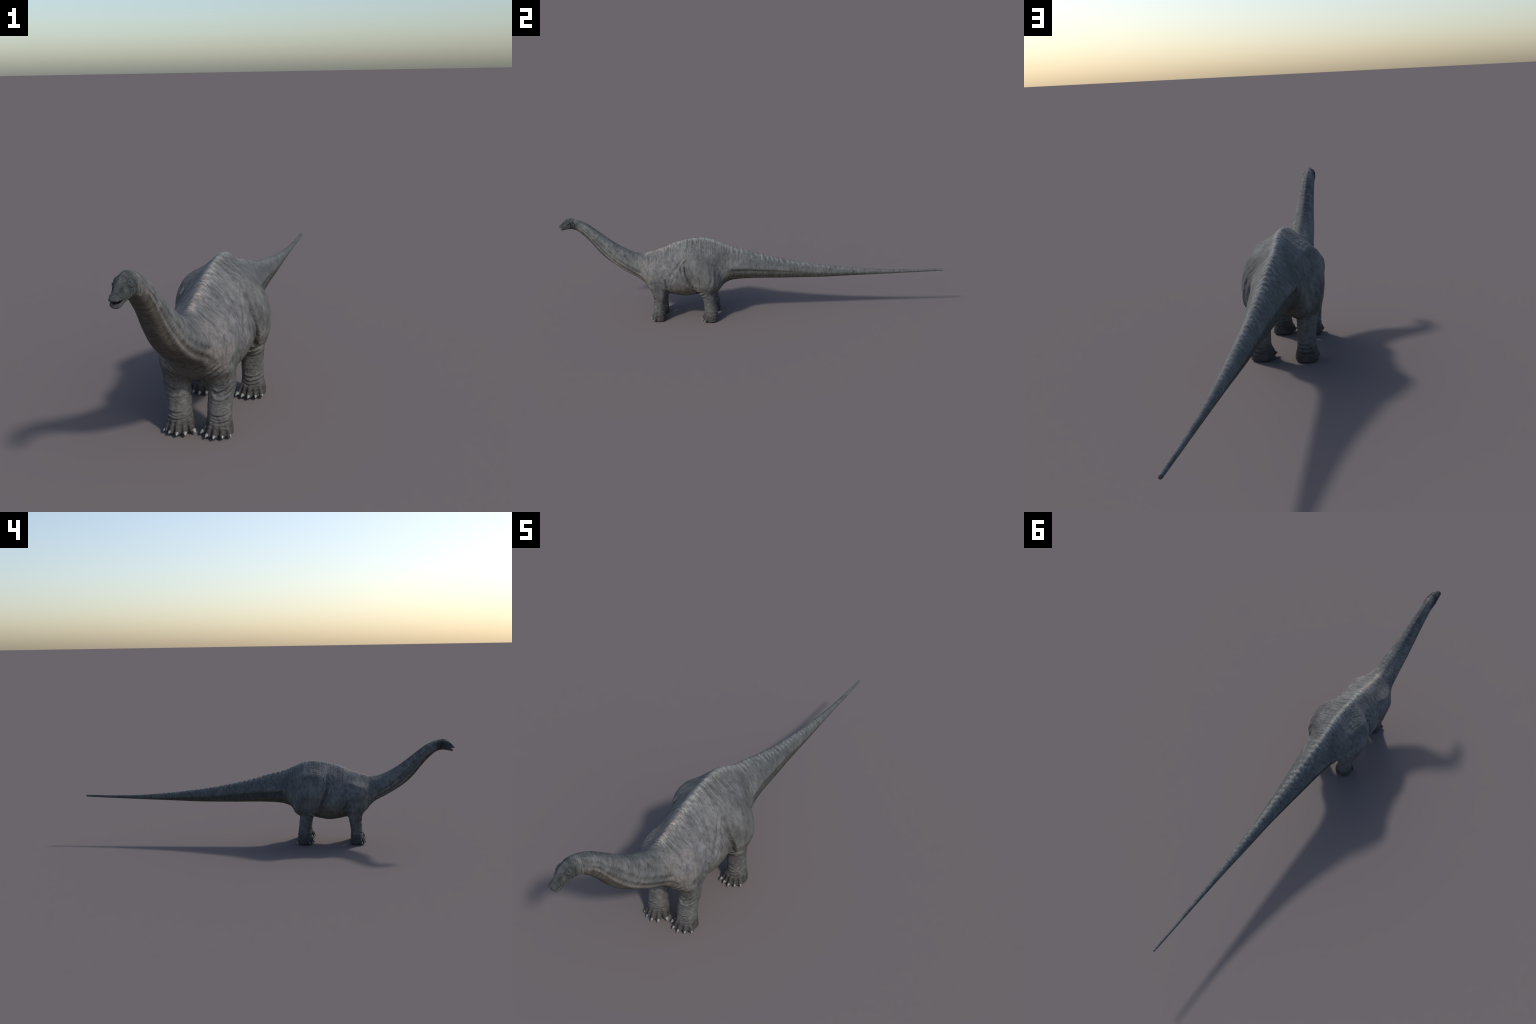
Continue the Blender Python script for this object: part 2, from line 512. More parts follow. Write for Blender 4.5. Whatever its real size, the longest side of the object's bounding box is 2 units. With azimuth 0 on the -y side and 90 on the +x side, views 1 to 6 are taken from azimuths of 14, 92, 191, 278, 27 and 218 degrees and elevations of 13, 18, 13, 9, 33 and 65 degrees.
    for pts, wd, dp, *fd in (
        # fold in front of the thigh, and the flank's hanging folds
        ([(.07, -.346, .380), (.09, -.349, .355), (.10, -.3475, .330), (.105, -.344, .300), (.11, -.336, .270), (.11, -.325, .243), (.11, -.309, .213), (.10, -.295, .188), (.10, -.280, .170)], .0048, .0095, (.45, .08)),
        ([(.085, -.351, .402), (.105, -.362, .363), (.112, -.376, .326), (.112, -.388, .295)], .0042, .0042),
        ([(.09, -.338, .392), (.11, -.352, .352), (.116, -.362, .310), (.116, -.36, .27)], .0042, .0045),
        ([(.115, -.366, .300), (.115, -.358, .265), (.110, -.346, .230), (.10, -.33, .195)], .0040, .0036),
        ([(.105, -.430, .245), (.112, -.404, .285), (.112, -.378, .318)], .0055, .0034),
        ([(.108, -.415, .215), (.114, -.402, .250), (.114, -.392, .285)], .0045, .0024),
        ([(.08, -.300, .165), (.06, -.33, .142), (.05, -.37, .132)], .0035, .0034),
        # hip arcs
        ([(.08, -.330, .385), (.07, -.312, .402), (.065, -.287, .412), (.06, -.258, .418), (.065, -.223, .410)], .0035, .0007),
        ([(.10, -.310, .382), (.095, -.28, .396), (.09, -.242, .397), (.095, -.213, .385)], .003, .0007),
        ([(.05, -.238, .422), (.055, -.212, .412), (.065, -.195, .400), (.08, -.181, .375)], .003, .0008),
        # rear edge of the thigh
        ([(.11, -.172, .300), (.12, -.180, .260), (.12, -.186, .22), (.11, -.192, .18)], .006, .0026),
        ([(.12, -.190, .320), (.13, -.199, .283), (.125, -.211, .233), (.115, -.231, .18)], .006, .0018),
        # armpit and shoulder
        ([(.105, -.450, .250), (.108, -.446, .225), (.105, -.440, .200), (.095, -.433, .172)], .0045, .0072),
        ([(.105, -.474, .228), (.108, -.455, .200), (.10, -.440, .178)], .004, .0026),
        ([(.075, -.563, .352), (.065, -.577, .310), (.07, -.568, .262)], .003, .0020),
        ([(.10, -.53, .298), (.105, -.495, .303), (.105, -.468, .318), (.10, -.451, .337)], .008, .0048),
        # chest folds
        ([(.09, -.545, .215), (.07, -.555, .192), (.045, -.552, .172), (.03, -.535, .155)], .0026, .0014),
        ([(.095, -.540, .200), (.075, -.545, .180), (.055, -.540, .162)], .0024, .0013),
        ([(.08, -.55, .225), (.06, -.562, .20), (.035, -.562, .182)], .0025, .0012),
        # elbow and knee folds across the front of the legs
        ([(.095, -.505, .150), (.075, -.527, .126), (.055, -.530, .121), (.035, -.523, .130)], .0032, .0056),
        ([(.097, -.49, .142), (.080, -.520, .119), (.060, -.528, .113), (.04, -.522, .120)], .0026, .0040),
        ([(.09, -.50, .070), (.075, -.522, .060), (.055, -.530, .057), (.03, -.518, .064)], .0024, .0038),
        ([(.09, -.50, .061), (.075, -.524, .053), (.055, -.532, .050), (.03, -.52, .056)], .0020, .0030),
        ([(.09, -.485, .052), (.080, -.522, .044), (.058, -.531, .042), (.028, -.52, .047)], .0020, .0028),
        ([(.030, -.475, .060), (.055, -.464, .054), (.085, -.475, .060)], .0022, .0030),
        ([(.030, -.475, .050), (.055, -.462, .044), (.085, -.475, .050)], .0022, .0030),
        ([(.030, -.475, .036), (.055, -.460, .031), (.085, -.475, .036)], .0024, .0030),
        ([(.105, -.23, .070), (.09, -.252, .062), (.072, -.258, .060), (.05, -.245, .066)], .0024, .0034),
        ([(.107, -.23, .058), (.092, -.253, .051), (.072, -.260, .049), (.048, -.245, .055)], .0022, .0032),
        ([(.108, -.23, .047), (.095, -.252, .041), (.072, -.260, .040), (.048, -.245, .044)], .0020, .0026),
        ([(.104, -.205, .062), (.078, -.190, .058), (.052, -.205, .062)], .0022, .0030),
        ([(.104, -.205, .048), (.078, -.188, .044), (.052, -.205, .048)], .0024, .0034),
        ([(.108, -.205, .032), (.078, -.186, .029), (.048, -.205, .032)], .0026, .0036),
        ([(.118, -.255, .178), (.10, -.275, .166), (.08, -.278, .160), (.06, -.27, .160)], .0034, .0056),
        ([(.117, -.235, .166), (.105, -.262, .152), (.085, -.270, .146), (.065, -.262, .148)], .0030, .0044),
        ([(.115, -.20, .158), (.09, -.192, .152), (.065, -.197, .155)], .0032, .0044),
        # head: lip line, jaw edge, brow, cheek hollow rim, folds behind the jaw
        ([(.0125, -.9725, .504), (.0155, -.962, .5045), (.019, -.950, .506), (.0205, -.941, .510)], .0015, .0018),
        ([(.0195, -.936, .536), (.0205, -.9385, .524), (.020, -.938, .512), (.017, -.941, .502)], .0020, .0022),
        ([(.0125, -.966, .5345), (.0105, -.977, .5335), (.0095, -.986, .529), (.0110, -.9875, .521), (.0125, -.983, .515)], .0017, .0024),
        ([(.0125, -.966, .5345), (.015, -.960, .5335), (.0165, -.954, .5345)], .0017, .0026),
    ):
        R.crease(snapped(pts), wd * (1.35 if pts[0][1] > -.9 else 1), dp * .78, fade=fd[0] if fd else .25)
    for tips, (ax, ay, az) in ((FORE_TOES, FORE_ANKLE), (HIND_TOES, HIND_ANKLE)):      # clefts between the toes
        for (px, py), (qx, qy) in zip(tips, tips[1:]):
            mx, my = .5 * (px + qx), .5 * (py + qy)
            R.crease(snapped([(ax + .8 * (mx - ax), ay + .8 * (my - ay), .030), (ax + .92 * (mx - ax), ay + .92 * (my - ay), .016), (ax + .97 * (mx - ax), ay + .97 * (my - ay), .004)]), .0042, .0021 if tips is HIND_TOES else .0013, .4, .3)
    for i in range(6):                                  # collar of folds between jaw and neck
        yy = -.931 + .0062 * i
        R.crease(snapped([(.008, yy + .012, .552 - .003 * i), (.017, yy + .004, .537 - .003 * i), (.021, yy, .520 - .003 * i), (.018, yy - .001, .503 - .003 * i)]),
                 .0017, (.0024, .0034, .0020, .0032, .0018, .0024)[i], fade=(.45, .1))
    # eye mound, brow, cheek hollow, nostril, ear, crown
    for c, r, hgt in (
        ((.0172, -.9495, .5310), (.008, .0090, .0085), .0030), ((.0185, -.9503, .5338), (.006, .0036, .0026), -.0026),
        ((.0125, -.955, .5405), (.004, .010, .0028), .0024), ((.0125, -.9770, .5235), (.006, .0085, .0062), -.0036),
        ((.0062, -.9905, .5205), (.0022, .0022, .0018), -.0026), ((.0200, -.9267, .5280), (.003, .0016, .0022), -.0020),
        ((.0, -.945, .5500), (.006, .012, .005), .0012), ((.0, -.995, .5120), (.012, .004, .004), .0007),
        ((.0205, -.938, .5100), (.006, .006, .006), .0014), ((.009, -.985, .4935), (.010, .008, .0025), .0004),
    ):
        R.bump(np.array(c), r, hgt)
    ring_e = np.sqrt(((y + .9490) / 1.05) ** 2 + (z - .5318) ** 2)
    lid = (x > .007) * (z > .5) * (y < -.925)
    R.h += lid * ramp(.5405 - z, -.001, .004) * (.0014 * np.exp(-((ring_e - .0080) / .0018) ** 2) - .0018 * np.exp(-((ring_e - .0114) / .0016) ** 2) - .0004 * np.exp(-((ring_e - .0055) / .0010) ** 2))
    R.h += .0010 * np.exp(-(x / .0016) ** 2) * window(y, -.972, -.93, .006) * (z > .52)
    R.h += head * .0006 * noise(P * 190 + warp, 51) * ramp(z, .5, .506)
    # shoulder blade, upper arm muscle, knee cap
    R.bump(np.array([.10, -.475, .325]), (.03, .032, .013), .0050)
    R.bump(np.array([.10, -.515, .260]), (.03, .018, .035), .0046)
    R.bump(np.array([.100, -.160, .265]), (.04, .020, .055), -.0060)
    R.bump(np.array([.115, -.213, .150]), (.02, .012, .016), .0020)
    # creases between toes
    return R.h * ramp(z, -.001, .006)


def build_skin():
    P, Q = surface_nets()
    P = project(relax(P, Q, 1), 2)
    P = relax(P, Q, 1)
    P, Q = refine(P, Q)
    P = project(P, 1)
    P = project(relax(P, Q, 1), 2)
    c = P[Q].mean(1)
    fine = ((c[:, 1] < -.905) & (c[:, 2] > .45)) | (c[:, 2] < .05)
    P, Q, polys = refine_some(P, Q, fine)
    P = project(P, 1)
    N = gradient(P)
    N /= np.maximum(np.linalg.norm(N, axis=1), 1e-6)[:, None]
    P = P + N * relief(P, N)[:, None]
    P[:, 1] = np.clip(P[:, 1], -1, 1)
    P[:, 2] = np.maximum(P[:, 2], 0)
    return P, Q, polys


# ------------------------------------------------------------------ materials
class Nodes:
    def __init__(self, name):
        self.m = bpy.data.materials.new(name)
        self.m.use_nodes = True
        self.t = self.m.node_tree
        self.t.nodes.clear()
        self.out = self.t.nodes.new("ShaderNodeOutputMaterial")
        self.b = self.t.nodes.new("ShaderNodeBsdfPrincipled")
        self.t.links.new(self.b.outputs[0], self.out.inputs[0])

    def put(self, sock, v):
        if hasattr(v, "is_linked"):
            self.t.links.new(v, sock)
        else:
            sock.default_value = v

    def math(self, op, a, b=0., c=None, clamp=False):
        n = self.t.nodes.new("ShaderNodeMath")
        n.operation, n.use_clamp = op, clamp
        self.put(n.inputs[0], a)
        self.put(n.inputs[1], b)
        if c is not None:
            self.put(n.inputs[2], c)
        return n.outputs[0]

    def step(self, v, a, b, lo=0., hi=1.):
        n = self.t.nodes.new("ShaderNodeMapRange")
        n.interpolation_type = "SMOOTHSTEP"
        self.put(n.inputs[0], v)
        for i, q in enumerate((a, b, lo, hi)):
            n.inputs[1 + i].default_value = q
        return n.outputs[0]

    def coords(self):
        return self.t.nodes.new("ShaderNodeTexCoord").outputs["Object"]

    def split(self, v):
        n = self.t.nodes.new("ShaderNodeSeparateXYZ")
        self.put(n.inputs[0], v)
        return n.outputs

    def mapped(self, v, scale, rot=(0, 0, 0)):
        n = self.t.nodes.new("ShaderNodeMapping")
        self.put(n.inputs[0], v)
        r = self.t.nodes.new("ShaderNodeMapping")
        self.t.links.new(n.outputs[0], r.inputs[0])
        n.inputs["Rotation"].default_value = rot
        r.inputs["Scale"].default_value = scale
        return r.outputs[0]

    def noise(self, v, scale, detail=3., rough=.55, dist=0.):
        n = self.t.nodes.new("ShaderNodeTexNoise")
        self.put(n.inputs["Vector"], v)
        n.inputs["Scale"].default_value = scale
        n.inputs["Detail"].default_value = detail
        n.inputs["Roughness"].default_value = rough
        n.inputs["Distortion"].default_value = dist
        return n.outputs[0]

    def voronoi(self, v, scale):
        n = self.t.nodes.new("ShaderNodeTexVoronoi")
        n.feature = "DISTANCE_TO_EDGE"
        self.put(n.inputs["Vector"], v)
        n.inputs["Scale"].default_value = scale
        return n.outputs[0]

    def mix(self, fac, a, b, mode="MIX"):
        n = self.t.nodes.new("ShaderNodeMix")
        n.data_type, n.blend_type = "RGBA", mode
        self.put(n.inputs[0], fac)
        for i, q in ((6, a), (7, b)):
            self.put(n.inputs[i], (*q, 1) if isinstance(q, tuple) else q)
        return n.outputs[2]

    def mixf(self, fac, a, b):
        n = self.t.nodes.new("ShaderNodeMix")
        self.put(n.inputs[0], fac)
        self.put(n.inputs[2], a)
        self.put(n.inputs[3], b)
        return n.outputs[0]

    def profile(self, v, table, top):
        """Float curve holding a profile of y in -1..1, values 0..top."""
        n = self.t.nodes.new("ShaderNodeFloatCurve")
        self.put(n.inputs["Value"], self.math("MULTIPLY_ADD", v, .5, .5))
        c = n.mapping.curves[0]
        ys = np.linspace(-1, 1, 33)
        c.points[0].location = (0, at(table, -1) / top)
        c.points[1].location = (1, at(table, 1) / top)
        for q in ys[1:-1]:
            c.points.new((q + 1) / 2, at(table, q) / top)
        n.mapping.update()
        return self.math("MULTIPLY", n.outputs[0], top)

    def bell(self, v, centre, width):
        d = self.math("DIVIDE", self.math("SUBTRACT", v, centre), width)
        return self.math("POWER", 2.718, self.math("MULTIPLY", self.math("MULTIPLY", d, d), -1.))

    def bump(self, h, dist, strength=1.):
        n = self.t.nodes.new("ShaderNodeBump")
        n.inputs["Strength"].default_value = strength
        n.inputs["Distance"].default_value = dist
        self.put(n.inputs["Height"], h)
        self.put(self.b.inputs["Normal"], n.outputs[0])


def skin_material():
    N = Nodes("wrinkled_grey_hide")
    o = N.coords()
    x, y, z = N.split(o)
    ax = N.math("ABSOLUTE", x)
    geo = N.t.nodes.new("ShaderNodeNewGeometry")
    nz = N.split(geo.outputs["Normal"])[2]
    big = N.noise(N.mapped(o, (1, 1, .8)), 13, 3)
    mid = N.noise(N.mapped(o, (1.1, 1.3, .75)), 52, 5, .62)
    # fine wrinkles: round the trunk, square to the sloping neck, level round the legs
    around = N.noise(N.mapped(o, (48, 170, 48)), 1., 4, .65, 1.1)
    slope = N.noise(N.mapped(o, (34, 200, 34), (.78, 0, 0)), 1., 4, .65, .7)
    level = N.noise(N.mapped(o, (70, 70, 190)), 1., 4, .65, 1.1)
    on_neck = N.math("MULTIPLY", N.step(y, -.60, -.68), N.step(y, -.90, -.86))
    on_leg = N.step(z, .17, .12)
    wr = N.mixf(on_leg, N.mixf(on_neck, around, slope), level)
    scales = N.voronoi(N.mapped(o, (1, 1, 1)), 330)

    base = N.mix(N.step(big, .25, .75), (.088, .089, .0885), (.170, .171, .169))
    lilac = N.math("MULTIPLY", N.math("MULTIPLY", N.step(y, -.62, -.52), N.step(y, -.32, -.42)), N.step(z, .17, .28))
    base = N.mix(N.math("MULTIPLY", lilac, N.step(mid, .3, .7, .25, .8)), base, (.160, .157, .164))
    # warm tint on shoulder front, arm, lower neck
    warm = N.math("MULTIPLY", N.step(y, -.46, -.53), N.step(z, .40, .26))
    warm = N.math("MULTIPLY", N.math("MULTIPLY", warm, N.step(z, .12, .17)), N.step(big, .42, .62))
    base = N.mix(N.math("MULTIPLY", warm, .55), base, (.192, .168, .148))
    # crest: paler, peach over the shoulders
    ridge = N.math("MULTIPLY", N.step(ax, .024, .004), N.step(nz, .25, .7))
    crest = N.math("MULTIPLY", ridge, N.math("MULTIPLY", N.step(y, -.60, -.53), N.step(y, .75, .2)))
    base = N.mix(N.math("MULTIPLY", crest, N.step(wr, .35, .6, .25, .75)), base, (.265, .270, .255))
    peach = N.math("MULTIPLY", N.math("MULTIPLY", ridge, N.step(ax, .016, .003)), N.math("MULTIPLY", N.step(y, -.60, -.52), N.step(y, -.40, -.46)))
    base = N.mix(N.math("MULTIPLY", peach, N.step(wr, .35, .6, .1, .75)), base, (.31, .245, .195))
    base = N.mix(N.step(y, -.16, .05, 0., .6), base, (.088, .097, .098))
    # height within the section, -1 belly .. 1 back
    zt, zb = N.profile(y, BACK, .6), N.profile(y, BELLY, .6)
    u = N.math("DIVIDE", N.math("SUBTRACT", N.math("MULTIPLY", z, 2.), N.math("ADD", zt, zb)), N.math("MAXIMUM", N.math("SUBTRACT", zt, zb), .008))
    # shade on the roof-shaped back next to the crest, painted as a dark band
    beside = N.math("MULTIPLY", N.math("MULTIPLY", N.step(ax, .02, .034), N.step(ax, .062, .044)), N.math("MULTIPLY", N.step(nz, .15, .5), N.step(mid, .35, .65)))
    beside = N.math("MULTIPLY", beside, N.math("MULTIPLY", N.step(y, -.6, -.5), N.step(y, .0, -.1)))
    base = N.mix(N.math("MULTIPLY", beside, .5), base, (.082, .090, .090))
    # neck: dark back, dark stripes along the side grooves, pale band at the lower edge, dark throat
    low = N.math("SUBTRACT", N.profile(y, (NECK_LOW[0], NECK_LOW[1] + 1), 2.), 1.)
    midline = N.math("SUBTRACT", N.profile(y, (NECK_MID[0], NECK_MID[1] + 1), 2.), 1.)
    near_neck = N.math("MULTIPLY", N.step(y, -.55, -.62), N.step(y, -.92, -.87))
    wob = N.math("MULTIPLY", N.math("SUBTRACT", mid, .5), .35)
    uw = N.math("ADD", u, wob)

    def stripe(centre, shift, width, amount, colour, b):
        f = N.math("MULTIPLY", near_neck, N.bell(uw, N.math("ADD", centre, shift), width))
        return N.mix(N.math("MULTIPLY", f, amount), b, colour)
    base = N.mix(N.math("MULTIPLY", N.math("MULTIPLY", near_neck, N.step(u, .74, .98)), .6), base, (.070, .080, .082))
    base = stripe(midline, .0, .10, .55, (.075, .080, .078), base)
    base = stripe(midline, .28, .14, .35, (.170, .178, .180), base)
    base = stripe(low, .0, .09, .5, (.058, .058, .054), base)
    base = stripe(low, -.19, .13, .6, (.185, .165, .148), base)
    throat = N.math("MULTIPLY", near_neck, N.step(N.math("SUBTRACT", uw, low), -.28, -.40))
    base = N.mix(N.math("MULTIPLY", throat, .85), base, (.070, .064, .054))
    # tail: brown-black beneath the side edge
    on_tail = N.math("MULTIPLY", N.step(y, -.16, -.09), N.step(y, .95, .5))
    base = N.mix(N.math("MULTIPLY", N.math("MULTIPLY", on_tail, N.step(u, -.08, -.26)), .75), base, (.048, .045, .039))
    beat = N.math("MULTIPLY_ADD", N.math("COSINE", N.math("MULTIPLY", y, 2 * np.pi / .0265)), .5, .5)
    knob_highlight = N.math("MULTIPLY", N.math("MULTIPLY", N.step(y, -.16, -.08), N.step(y, .72, .4)), N.math("MULTIPLY", N.step(u, .58, .78), N.step(u, 1.02, .90)))  # highlights on the tail knobs, coloured onto the hide
    knob_highlight = N.math("MULTIPLY", knob_highlight, N.math("MULTIPLY", N.step(beat, .45, .85), N.step(mid, .38, .58)))
    base = N.mix(N.math("MULTIPLY", knob_highlight, .6), base, (.205, .213, .216))
    # thin pale streaks running down from the crest
    streak = N.noise(N.mapped(o, (9, 150, 7)), 1., 3, .6, .3)
    fine = N.math("MULTIPLY", N.math("MULTIPLY", N.step(y, -.62, -.54), N.step(y, .10, -.08)), N.math("MULTIPLY", N.step(u, .50, .85), N.step(streak, .50, .64)))
    base = N.mix(N.math("MULTIPLY", fine, .34), base, (.250, .252, .244))
    dark = N.math("MULTIPLY", N.math("MULTIPLY", N.step(y, -.60, -.54), N.step(y, .10, -.06)), N.math("MULTIPLY", N.step(u, .30, .75), N.step(streak, .47, .36)))
    base = N.mix(N.math("MULTIPLY", dark, .35), base, (.070, .074, .074))
    # head: darker, greener
    headm = N.step(y, -.905, -.935)
    base = N.mix(N.math("MULTIPLY", headm, .8), base, (.031, .037, .038))

    def spot(centre, inner, outer):
        d = N.t.nodes.new("ShaderNodeVectorMath")
        d.operation = "DISTANCE"
        c = N.t.nodes.new("ShaderNodeCombineXYZ")
        for i, q in enumerate((ax, y, z)):
            N.put(c.inputs[i], q)
        N.put(d.inputs[0], c.outputs[0])
        d.inputs[1].default_value = centre
        return N.step(d.outputs["Value"], outer, inner)
    base = N.mix(N.math("MULTIPLY", spot((.0125, -.9775, .5240), .005, .0105), .65), base, (.030, .035, .033))
    base = N.mix(N.math("MULTIPLY", spot((.0058, -.9910, .5205), .0012, .0028), .85), base, (.012, .013, .013))
    base = N.mix(N.math("MULTIPLY", spot((.0175, -.9500, .5320), .0085, .0125), .5), base, (.024, .029, .029))  # occlusion around the eye socket, drawn as a darker ring
    base = N.mix(N.math("MULTIPLY", spot((.0175, -.9490, .5315), .0060, .0092), .6), base, (.085, .100, .096))
    base = N.mix(N.math("MULTIPLY", spot((.0175, -.9503, .5338), .0022, .0046), .7), base, (.018, .022, .022))
    base = N.mix(N.math("MULTIPLY", spot((.085, -.468, .336), .006, .034), .5), base, (.078, .080, .086))
    base = N.mix(N.math("MULTIPLY", spot((.098, -.455, .311), .004, .026), .65), base, (.220, .220, .230))  # lilac-grey highlight painted on the shoulder muscle
    base = N.mix(N.math("MULTIPLY", spot((.128, -.262, .290), .010, .055), .30), base, (.195, .200, .198))
    base = N.mix(N.math("MULTIPLY", spot((.130, -.285, .300), .002, .014), .45), base, (.085, .092, .088))
    lips = N.math("MULTIPLY", N.step(y, -.968, -.976), N.math("MULTIPLY", N.step(z, .503, .4995), N.step(z, .490, .494)))
    base = N.mix(N.math("MULTIPLY", lips, .35), base, (.12, .124, .12))
    # tail: greenish grey toward the end
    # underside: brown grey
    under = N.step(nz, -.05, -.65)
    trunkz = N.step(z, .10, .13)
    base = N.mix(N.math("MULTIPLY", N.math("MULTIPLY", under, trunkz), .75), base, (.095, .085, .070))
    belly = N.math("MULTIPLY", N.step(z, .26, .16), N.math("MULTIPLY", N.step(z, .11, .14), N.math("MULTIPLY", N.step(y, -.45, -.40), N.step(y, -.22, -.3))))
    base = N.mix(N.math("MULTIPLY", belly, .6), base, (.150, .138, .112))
    # legs darken downward, feet purplish brown
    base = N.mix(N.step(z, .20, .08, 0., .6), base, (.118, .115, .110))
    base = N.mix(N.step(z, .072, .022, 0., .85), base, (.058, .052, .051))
    # cavity shading baked into colour: troughs darkened, crests lightened; pebbly scales
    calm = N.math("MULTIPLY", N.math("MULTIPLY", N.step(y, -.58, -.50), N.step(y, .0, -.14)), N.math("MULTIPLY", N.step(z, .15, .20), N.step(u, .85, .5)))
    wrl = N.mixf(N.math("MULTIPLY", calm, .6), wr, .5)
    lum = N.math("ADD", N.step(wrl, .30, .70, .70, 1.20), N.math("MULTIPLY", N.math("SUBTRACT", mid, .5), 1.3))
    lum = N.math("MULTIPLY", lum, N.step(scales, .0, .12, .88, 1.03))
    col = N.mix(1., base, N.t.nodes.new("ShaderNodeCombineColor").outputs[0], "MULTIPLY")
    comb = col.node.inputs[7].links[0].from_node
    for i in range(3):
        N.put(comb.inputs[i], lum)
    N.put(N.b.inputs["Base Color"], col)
    N.put(N.b.inputs["Roughness"], N.step(mid, .3, .7, .62, .80))
    N.b.inputs["Specular IOR Level"].default_value = .14
    h = N.math("ADD", N.math("MULTIPLY", wr, 1.0), N.math("MULTIPLY", scales, .25))
    h = N.math("ADD", h, N.math("MULTIPLY", mid, .4))
    N.bump(h, .0026, .9)
    return N.m


def plain_material(name, dark, light, scale, rough, stretch=(1, 1, 1), bump=0.):
    N = Nodes(name)
    n = N.noise(N.mapped(N.coords(), stretch), scale, 4)
    N.put(N.b.inputs["Base Color"], N.mix(N.step(n, .3, .7), dark, light))
    N.b.inputs["Roughness"].default_value = rough
    if bump:
        N.bump(n, bump)
    return N.m


def eye_material():
    """Blue iris with a dark pupil; the eye looks along its local +x."""
    N = Nodes("blue_eye")
    x, y, z = N.split(N.coords())
    r = N.math("SQRT", N.math("ADD", N.math("MULTIPLY", y, y), N.math("MULTIPLY", z, z)))
    iris = N.mix(N.step(r, .0006, .0009), (.003, .004, .006), (.012, .040, .095))
    N.put(N.b.inputs["Base Color"], N.mix(N.step(r, .0022, .0028), iris, (.010, .018, .030)))
    N.b.inputs["Roughness"].default_value = .35
    N.b.inputs["Specular IOR Level"].default_value = .25
    return N.m


# ------------------------------------------------------------------ assembling
def mesh_object(name, verts, faces, material, parent):
    me = bpy.data.meshes.new(name)
    me.from_pydata([tuple(v) for v in verts], [], faces)
    me.materials.append(material)
    me.shade_smooth()
    ob = bpy.data.objects.new(name, me)
    bpy.context.scene.collection.objects.link(ob)
    ob.parent = parent
    return ob


def skin_part(name, P, Q, polys, normals, material, parent):
    """One region of the hide; keeps the whole body's vertex normals."""
    loops = [Q.ravel()] + [np.array(p) for p in polys]
    flat = np.concatenate(loops).astype(np.int64)
    sizes = np.concatenate([np.full(len(Q), 4), np.array([len(p) for p in polys], int)]).astype(np.int32)
    used, idx = np.unique(flat, return_inverse=True)
    me = bpy.data.meshes.new(name)
    me.vertices.add(len(used))
    me.vertices.foreach_set("co", P[used].astype(np.float32).ravel())
    me.loops.add(len(flat))
    me.loops.foreach_set("vertex_index", idx.astype(np.int32))
    me.polygons.add(len(sizes))
    me.polygons.foreach_set("loop_start", np.concatenate([[0], np.cumsum(sizes)[:-1]]).astype(np.int32))
    me.update(calc_edges=True)
    me.validate()
    me.shade_smooth()
    me.normals_split_custom_set_from_vertices(normals[used].astype(np.float32))
    me.materials.append(material)
    ob = bpy.data.objects.new(name, me)
    bpy.context.scene.collection.objects.link(ob)
    ob.parent = parent
    return ob


def vertex_normals(P, Q, polys):
    tri = [Q[:, [0, 1, 2]], Q[:, [0, 2, 3]]]
    extra = [(p[0], p[i], p[i + 1]) for p in polys for i in range(1, len(p) - 1)]
    if extra:
        tri.append(np.array(extra))
    T = np.concatenate(tri)
    n = np.cross(P[T[:, 1]] - P[T[:, 0]], P[T[:, 2]] - P[T[:, 0]])
    out = np.stack([sum(np.bincount(T[:, k], n[:, c], len(P)) for k in range(3)) for c in range(3)], 1)
    return out / np.maximum(np.linalg.norm(out, axis=1), 1e-12)[:, None]


def claw(parent, material, base, direction, length, radius):
    """A blunt, slightly hooked nail: rings along a bending spine, flatter beneath."""
    d = Vector(direction).normalized()
    side = d.cross(Vector((0, 0, 1))).normalized()
    up = side.cross(d)
    rings, seg = 9, 14
    V, F = [], []
    for i in range(rings + 1):
        t = i / rings
        r = radius * (1 - t) ** .55 * (.92 + .16 * np.sin(np.pi * min(1, t * 1.6)))
        c = Vector(base) + d * (length * t) - Vector((0, 0, 1)) * (length * .38 * t * t)
        if i == rings:
            V.append(c)
            break
        for j in range(seg):
            a = 2 * np.pi * j / seg
            V.append(c + side * (r * np.cos(a)) + up * (r * np.sin(a) * (.95 if np.sin(a) > 0 else .6)))
    for i in range(rings - 1):
        for j in range(seg):
            k = (j + 1) % seg
            F.append((i * seg + j, i * seg + k, (i + 1) * seg + k, (i + 1) * seg + j))
    for j in range(seg):
        F.append(((rings - 1) * seg + j, (rings - 1) * seg + (j + 1) % seg, rings * seg))
    F.append(tuple(range(seg - 1, -1, -1)))
    c0 = sum(V, Vector()) / len(V)
    ob = mesh_object("claw", [v - c0 for v in V], F, material, parent)
    ob.location = c0
    return ob


